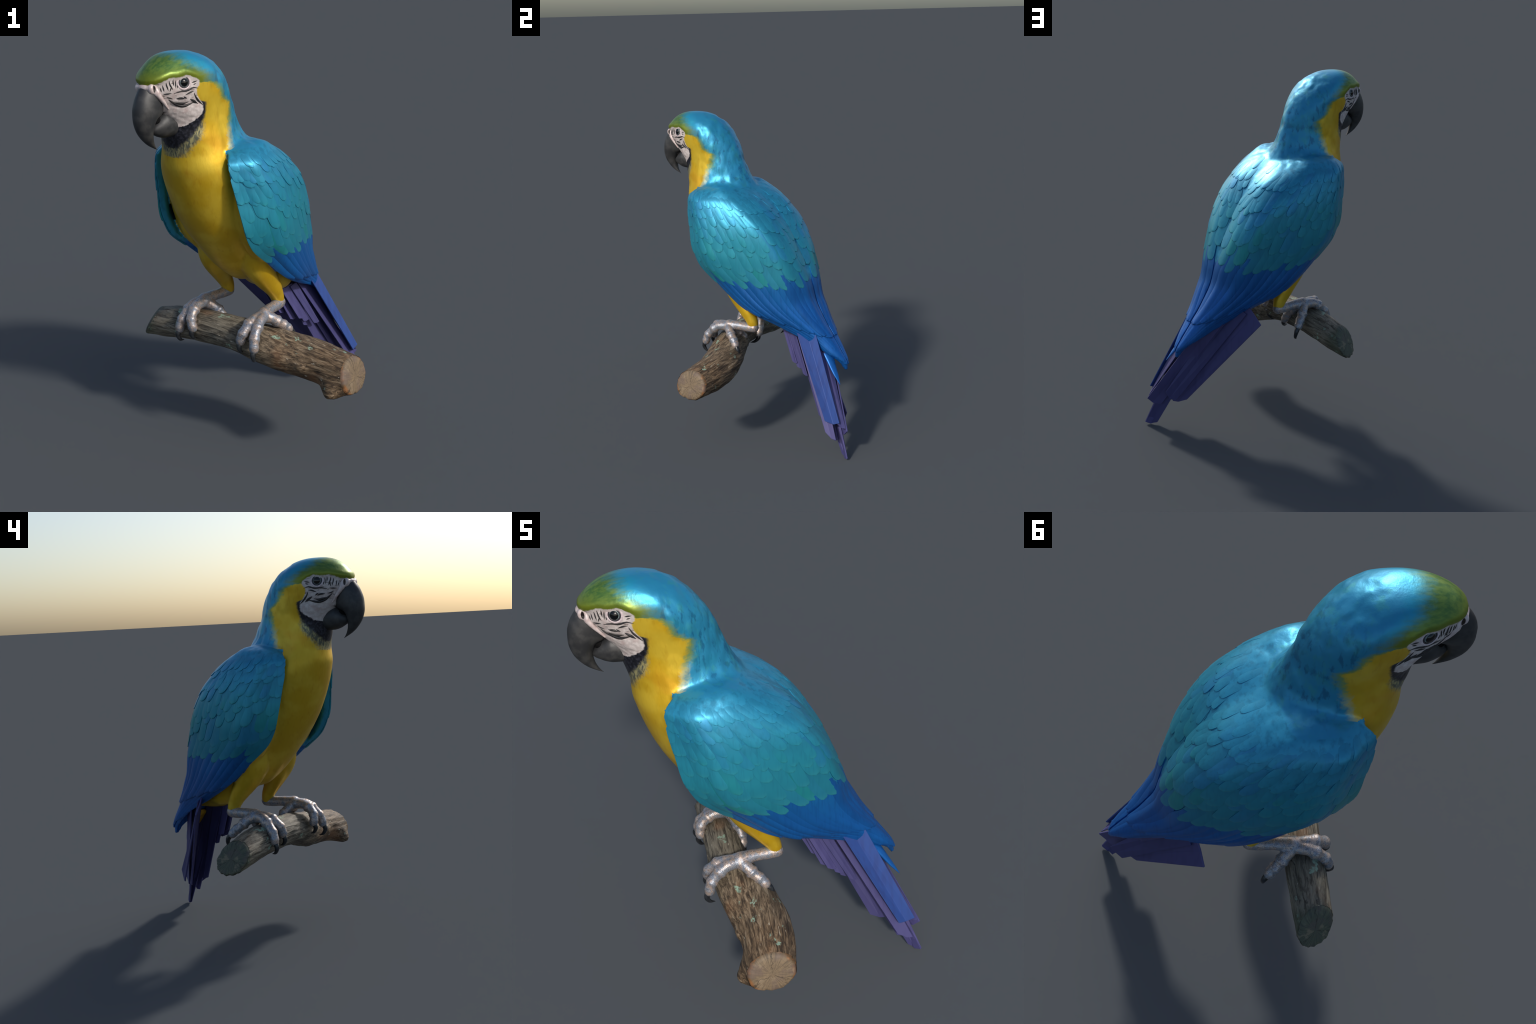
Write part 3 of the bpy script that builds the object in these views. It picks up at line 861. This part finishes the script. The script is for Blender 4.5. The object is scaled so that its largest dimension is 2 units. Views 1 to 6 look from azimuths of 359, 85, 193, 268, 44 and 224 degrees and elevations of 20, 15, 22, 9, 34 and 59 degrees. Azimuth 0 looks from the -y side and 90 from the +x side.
def slat(A, B, C, D, thick, mat, ridge=0.0, tipcut=0.18, name="tail_feather"):
    """Stiff vane: root edge A-B, end edge D-C (A-D and B-C are the long sides)."""
    A, B, C, D = (np.array(V(*p)) for p in (A, B, C, D))
    n = np.cross(B - A, D - A); n /= np.linalg.norm(n)
    w = np.linalg.norm(C - D); ax = (D - A) / np.linalg.norm(D - A)
    tmid = [0.0, .5, 1.0]
    cols = []
    for t in tmid:
        r = A * (1 - t) + B * t; e = D * (1 - t) + C * t
        hgt = n * ridge * (1 - abs(2 * t - 1))
        cut = ax * w * tipcut * (1 - abs(2 * t - 1))
        cols.append((r + hgt, e + hgt + cut))
    top = [p for c in cols for p in c]; bot = [p - n * thick for p in top]
    vs = top + bot; fs = []
    for k in (0, 1):
        a = 2 * k
        fs += [(a, a + 2, a + 3, a + 1), (a + 6, a + 7, a + 9, a + 8), (a, a + 6, a + 8, a + 2), (a + 1, a + 3, a + 9, a + 7)]
    fs += [(0, 1, 7, 6), (4, 10, 11, 5)]
    ob = add_mesh(name, vs, fs, mat, tail, smooth=False)
    bv = ob.modifiers.new("b", 'BEVEL'); bv.width = 0.0015; bv.segments = 1
    return ob


TAIL = [  # root front, root back, end back, end front, thickness, blue?, ridge
    ((.152, -.360, .715), (.116, -.470, .715), (.234, -.690, .232), (.260, -.606, .238), .006, True, .022),
    ((.088, -.310, .72), (.070, -.420, .72), (.256, -.680, .128), (.250, -.604, .162), .006, False, .002),
    ((.112, -.445, .70), (.000, -.465, .70), (.208, -.715, .190), (.232, -.672, .222), .006, False, .002),
    ((.070, -.340, .70), (.060, -.470, .72), (.222, -.740, .012), (.184, -.682, .014), .008, False, .004),
    ((.055, -.310, .70), (.050, -.450, .72), (.215, -.670, .115), (.196, -.620, .100), .008, False, .004),
    ((.030, -.270, .70), (.040, -.400, .72), (.165, -.580, .20), (.136, -.500, .205), .008, False, .004),
    ((.062, -.205, .70), (.072, -.245, .70), (.118, -.340, .507), (.107, -.300, .508), .006, False, .002),
    ((.070, -.240, .70), (.078, -.285, .71), (.120, -.375, .480), (.112, -.335, .482), .006, False, .002),
    ((.082, -.262, .70), (.090, -.310, .71), (.150, -.432, .452), (.139, -.394, .455), .006, False, .002),
    ((.046, -.255, .70), (.052, -.300, .71), (.103, -.405, .440), (.092, -.365, .442), .006, False, .002),
    ((-.01, -.160, .70), (.000, -.210, .72), (.037, -.280, .54), (.027, -.240, .545), .006, False, .002),
    ((-.04, -.170, .71), (-.03, -.215, .73), (.010, -.300, .52), (.000, -.255, .525), .006, False, .002),
    ((.025, -.185, .71), (.030, -.225, .72), (.078, -.315, .50), (.068, -.275, .505), .006, False, .002),
    # right hand half of the roof
    ((-.248, -.247, .685), (-.150, -.270, .784), (.110, -.620, .165), (.050, -.560, .180), .008, False, -.003),
    ((-.170, -.290, .735), (-.060, -.330, .800), (.100, -.672, .245), (.066, -.625, .185), .008, False, -.003),
    ((-.100, -.400, .68), (-.030, -.480, .68), (.206, -.732, .178), (.155, -.670, .138), .009, False, -.005),
    ((-.050, -.420, .66), (.030, -.500, .66), (.228, -.740, .011), (.172, -.690, .016), .008, False, -.005)]
for A, B, C, D, th, blue, rd in TAIL:
    slat(A, B, C, D, th, MAT_TAIL_BLUE if blue else MAT_TAIL, rd)
# pointed rump covert, blue with a yellow inner side
path = smooth_path([V(.03, -.44, .66), V(.075, -.53, .58), V(.108, -.59, .50), V(.131, -.640, .432)], 20)
add_mesh("rump_feather", *tube(path, np.interp(np.linspace(0, 1, 20), [0, .4, .8, 1], [.035, .032, .016, .002]), 16, flat=.45), MAT_FLIGHT, tail)

MAT_YELLOW = simple("yellow_vane", '#b8860f', '#cfa01c', 40, 0.45, 0.3)
path = smooth_path([V(.03, -.43, .63), V(.065, -.505, .555), V(.098, -.575, .478)], 16)
add_mesh("rump_feather", *tube(path, np.interp(np.linspace(0, 1, 16), [0, .4, .8, 1], [.030, .028, .014, .002]), 16, flat=.45), MAT_YELLOW, tail)

# ================================================================== BRANCH
BASE = (0.08, -0.13, 0.40)
branch = make_root("tree_branch", BASE, "short weathered bent branch with sawn ends", "branch")
AX = [((-.483, .180, .545), .076, .078), ((-.40, .174, .554), .080, .081), ((-.30, .171, .569), .082, .081), ((-.15, .164, .582), .083, .080), ((0, .156, .582), .085, .079), ((.10, .140, .570), .093, .082),
      ((.20, .114, .543), .107, .088), ((.30, .083, .518), .118, .094), ((.40, .056, .501), .121, .096), ((.50, .048, .488), .117, .095), ((.58, .056, .482), .112, .092), ((.660, .063, .479), .104, .087)]
axp = smooth_path([p for p, a, b in AX], 150)
t_ = np.linspace(0, 1, len(AX)); tq = np.linspace(0, 1, 150)
ra = np.interp(tq, t_, [a for p, a, b in AX]); rb = np.interp(tq, t_, [b for p, a, b in AX])
rings = []
for i in range(150):
    tan = axp[min(i + 1, 149)] - axp[max(i - 1, 0)]; tan /= np.linalg.norm(tan)
    # the two saw cuts are oblique: shear the ends
    fwd = np.array([0, 1., 0]) - tan * tan[1]; fwd /= np.linalg.norm(fwd); up = np.cross(tan, fwd); up *= np.sign(up[2])
    ring = []
    for j in range(72):
        th = 2 * math.pi * j / 72; c, s = math.cos(th), math.sin(th)
        p = axp[i] + fwd * ra[i] * c + up * rb[i] * s
        g = mnoise.noise(Vector((p[0] * 5, c * 5, s * 5))) * .006 + mnoise.noise(Vector((p[0] * 12, c * 14 + 7, s * 14))) * .0035
        g += 0.0015 * mnoise.noise(Vector((p[0] * 30, c * 40, s * 40)))
        # stub of a cut twig near the thick end, and a healed knot
        d = np.array([p[0] - .59, p[1] - .155, p[2] - .425]); g += .062 * math.exp(-(d @ d) / .0019)
        d = np.array([p[0] - .44, p[1] - .19, p[2] - .50]); k = math.sqrt(d @ d); g += .010 * math.exp(-((k - .022) / .012) ** 2) - .010 * math.exp(-(k / .012) ** 2)
        for dx, df, dz in ((.33, .17, .55), (.27, .11, .60), (.25, .16, .59)):
            d = np.array([(p[0] - dx) * .6, p[1] - df, p[2] - dz]); g -= .007 * math.exp(-(d @ d) / .00012)
        p = p + (fwd * c + up * s) * g
        e0 = min(1, max(0, (tq[i] - .80) / .2)) ** 2; e1 = min(1, max(0, (.2 - tq[i]) / .2)) ** 2
        off = p - axp[i]
        p[0] += e0 * (-.30 * off[2] + .10 * off[1]) * 1.0
        p[0] += e1 * (.75 * off[2] + .30 * off[1])
        ring.append(p)
    rings.append(np.array(ring))
bark_rings = [[V(*p) for p in r] for r in rings]
bv_, bf_ = ring_loft(bark_rings, cap=False)
add_mesh("bark", bv_, bf_, MAT_BARK, branch, offset=BASE)
for idx, sgn, nm, warm, dull in ((149, 1, "sawn_wood", '#7d6b54', '#5e5141'), (0, -1, "sawn_wood_mossy", '#565a48', '#3f433b')):
    r0 = rings[idx]; cen = r0.mean(axis=0); nx = np.array([sgn, 0, 0.])
    capr = []
    for k, push in ((1.0, -.014), (.99, -.004), (.965, .005), (.92, .011), (.85, .0145), (.7, .017), (.45, .018), (.2, .018), (.05, .018)):
        capr.append([V(*(cen + (p - cen) * k + nx * push)) for p in r0])
    vs, fs = ring_loft(capr)
    fs = [q for q in fs if not (len(q) == 3 and len(vs) - 2 in q)]
    cb = V(*cen)
    add_mesh("sawn_end", vs, fs, cut_material(nm, warm, dull, (cb[0] - BASE[0], cb[1] - BASE[1], cb[2] - BASE[2])), branch, offset=BASE)
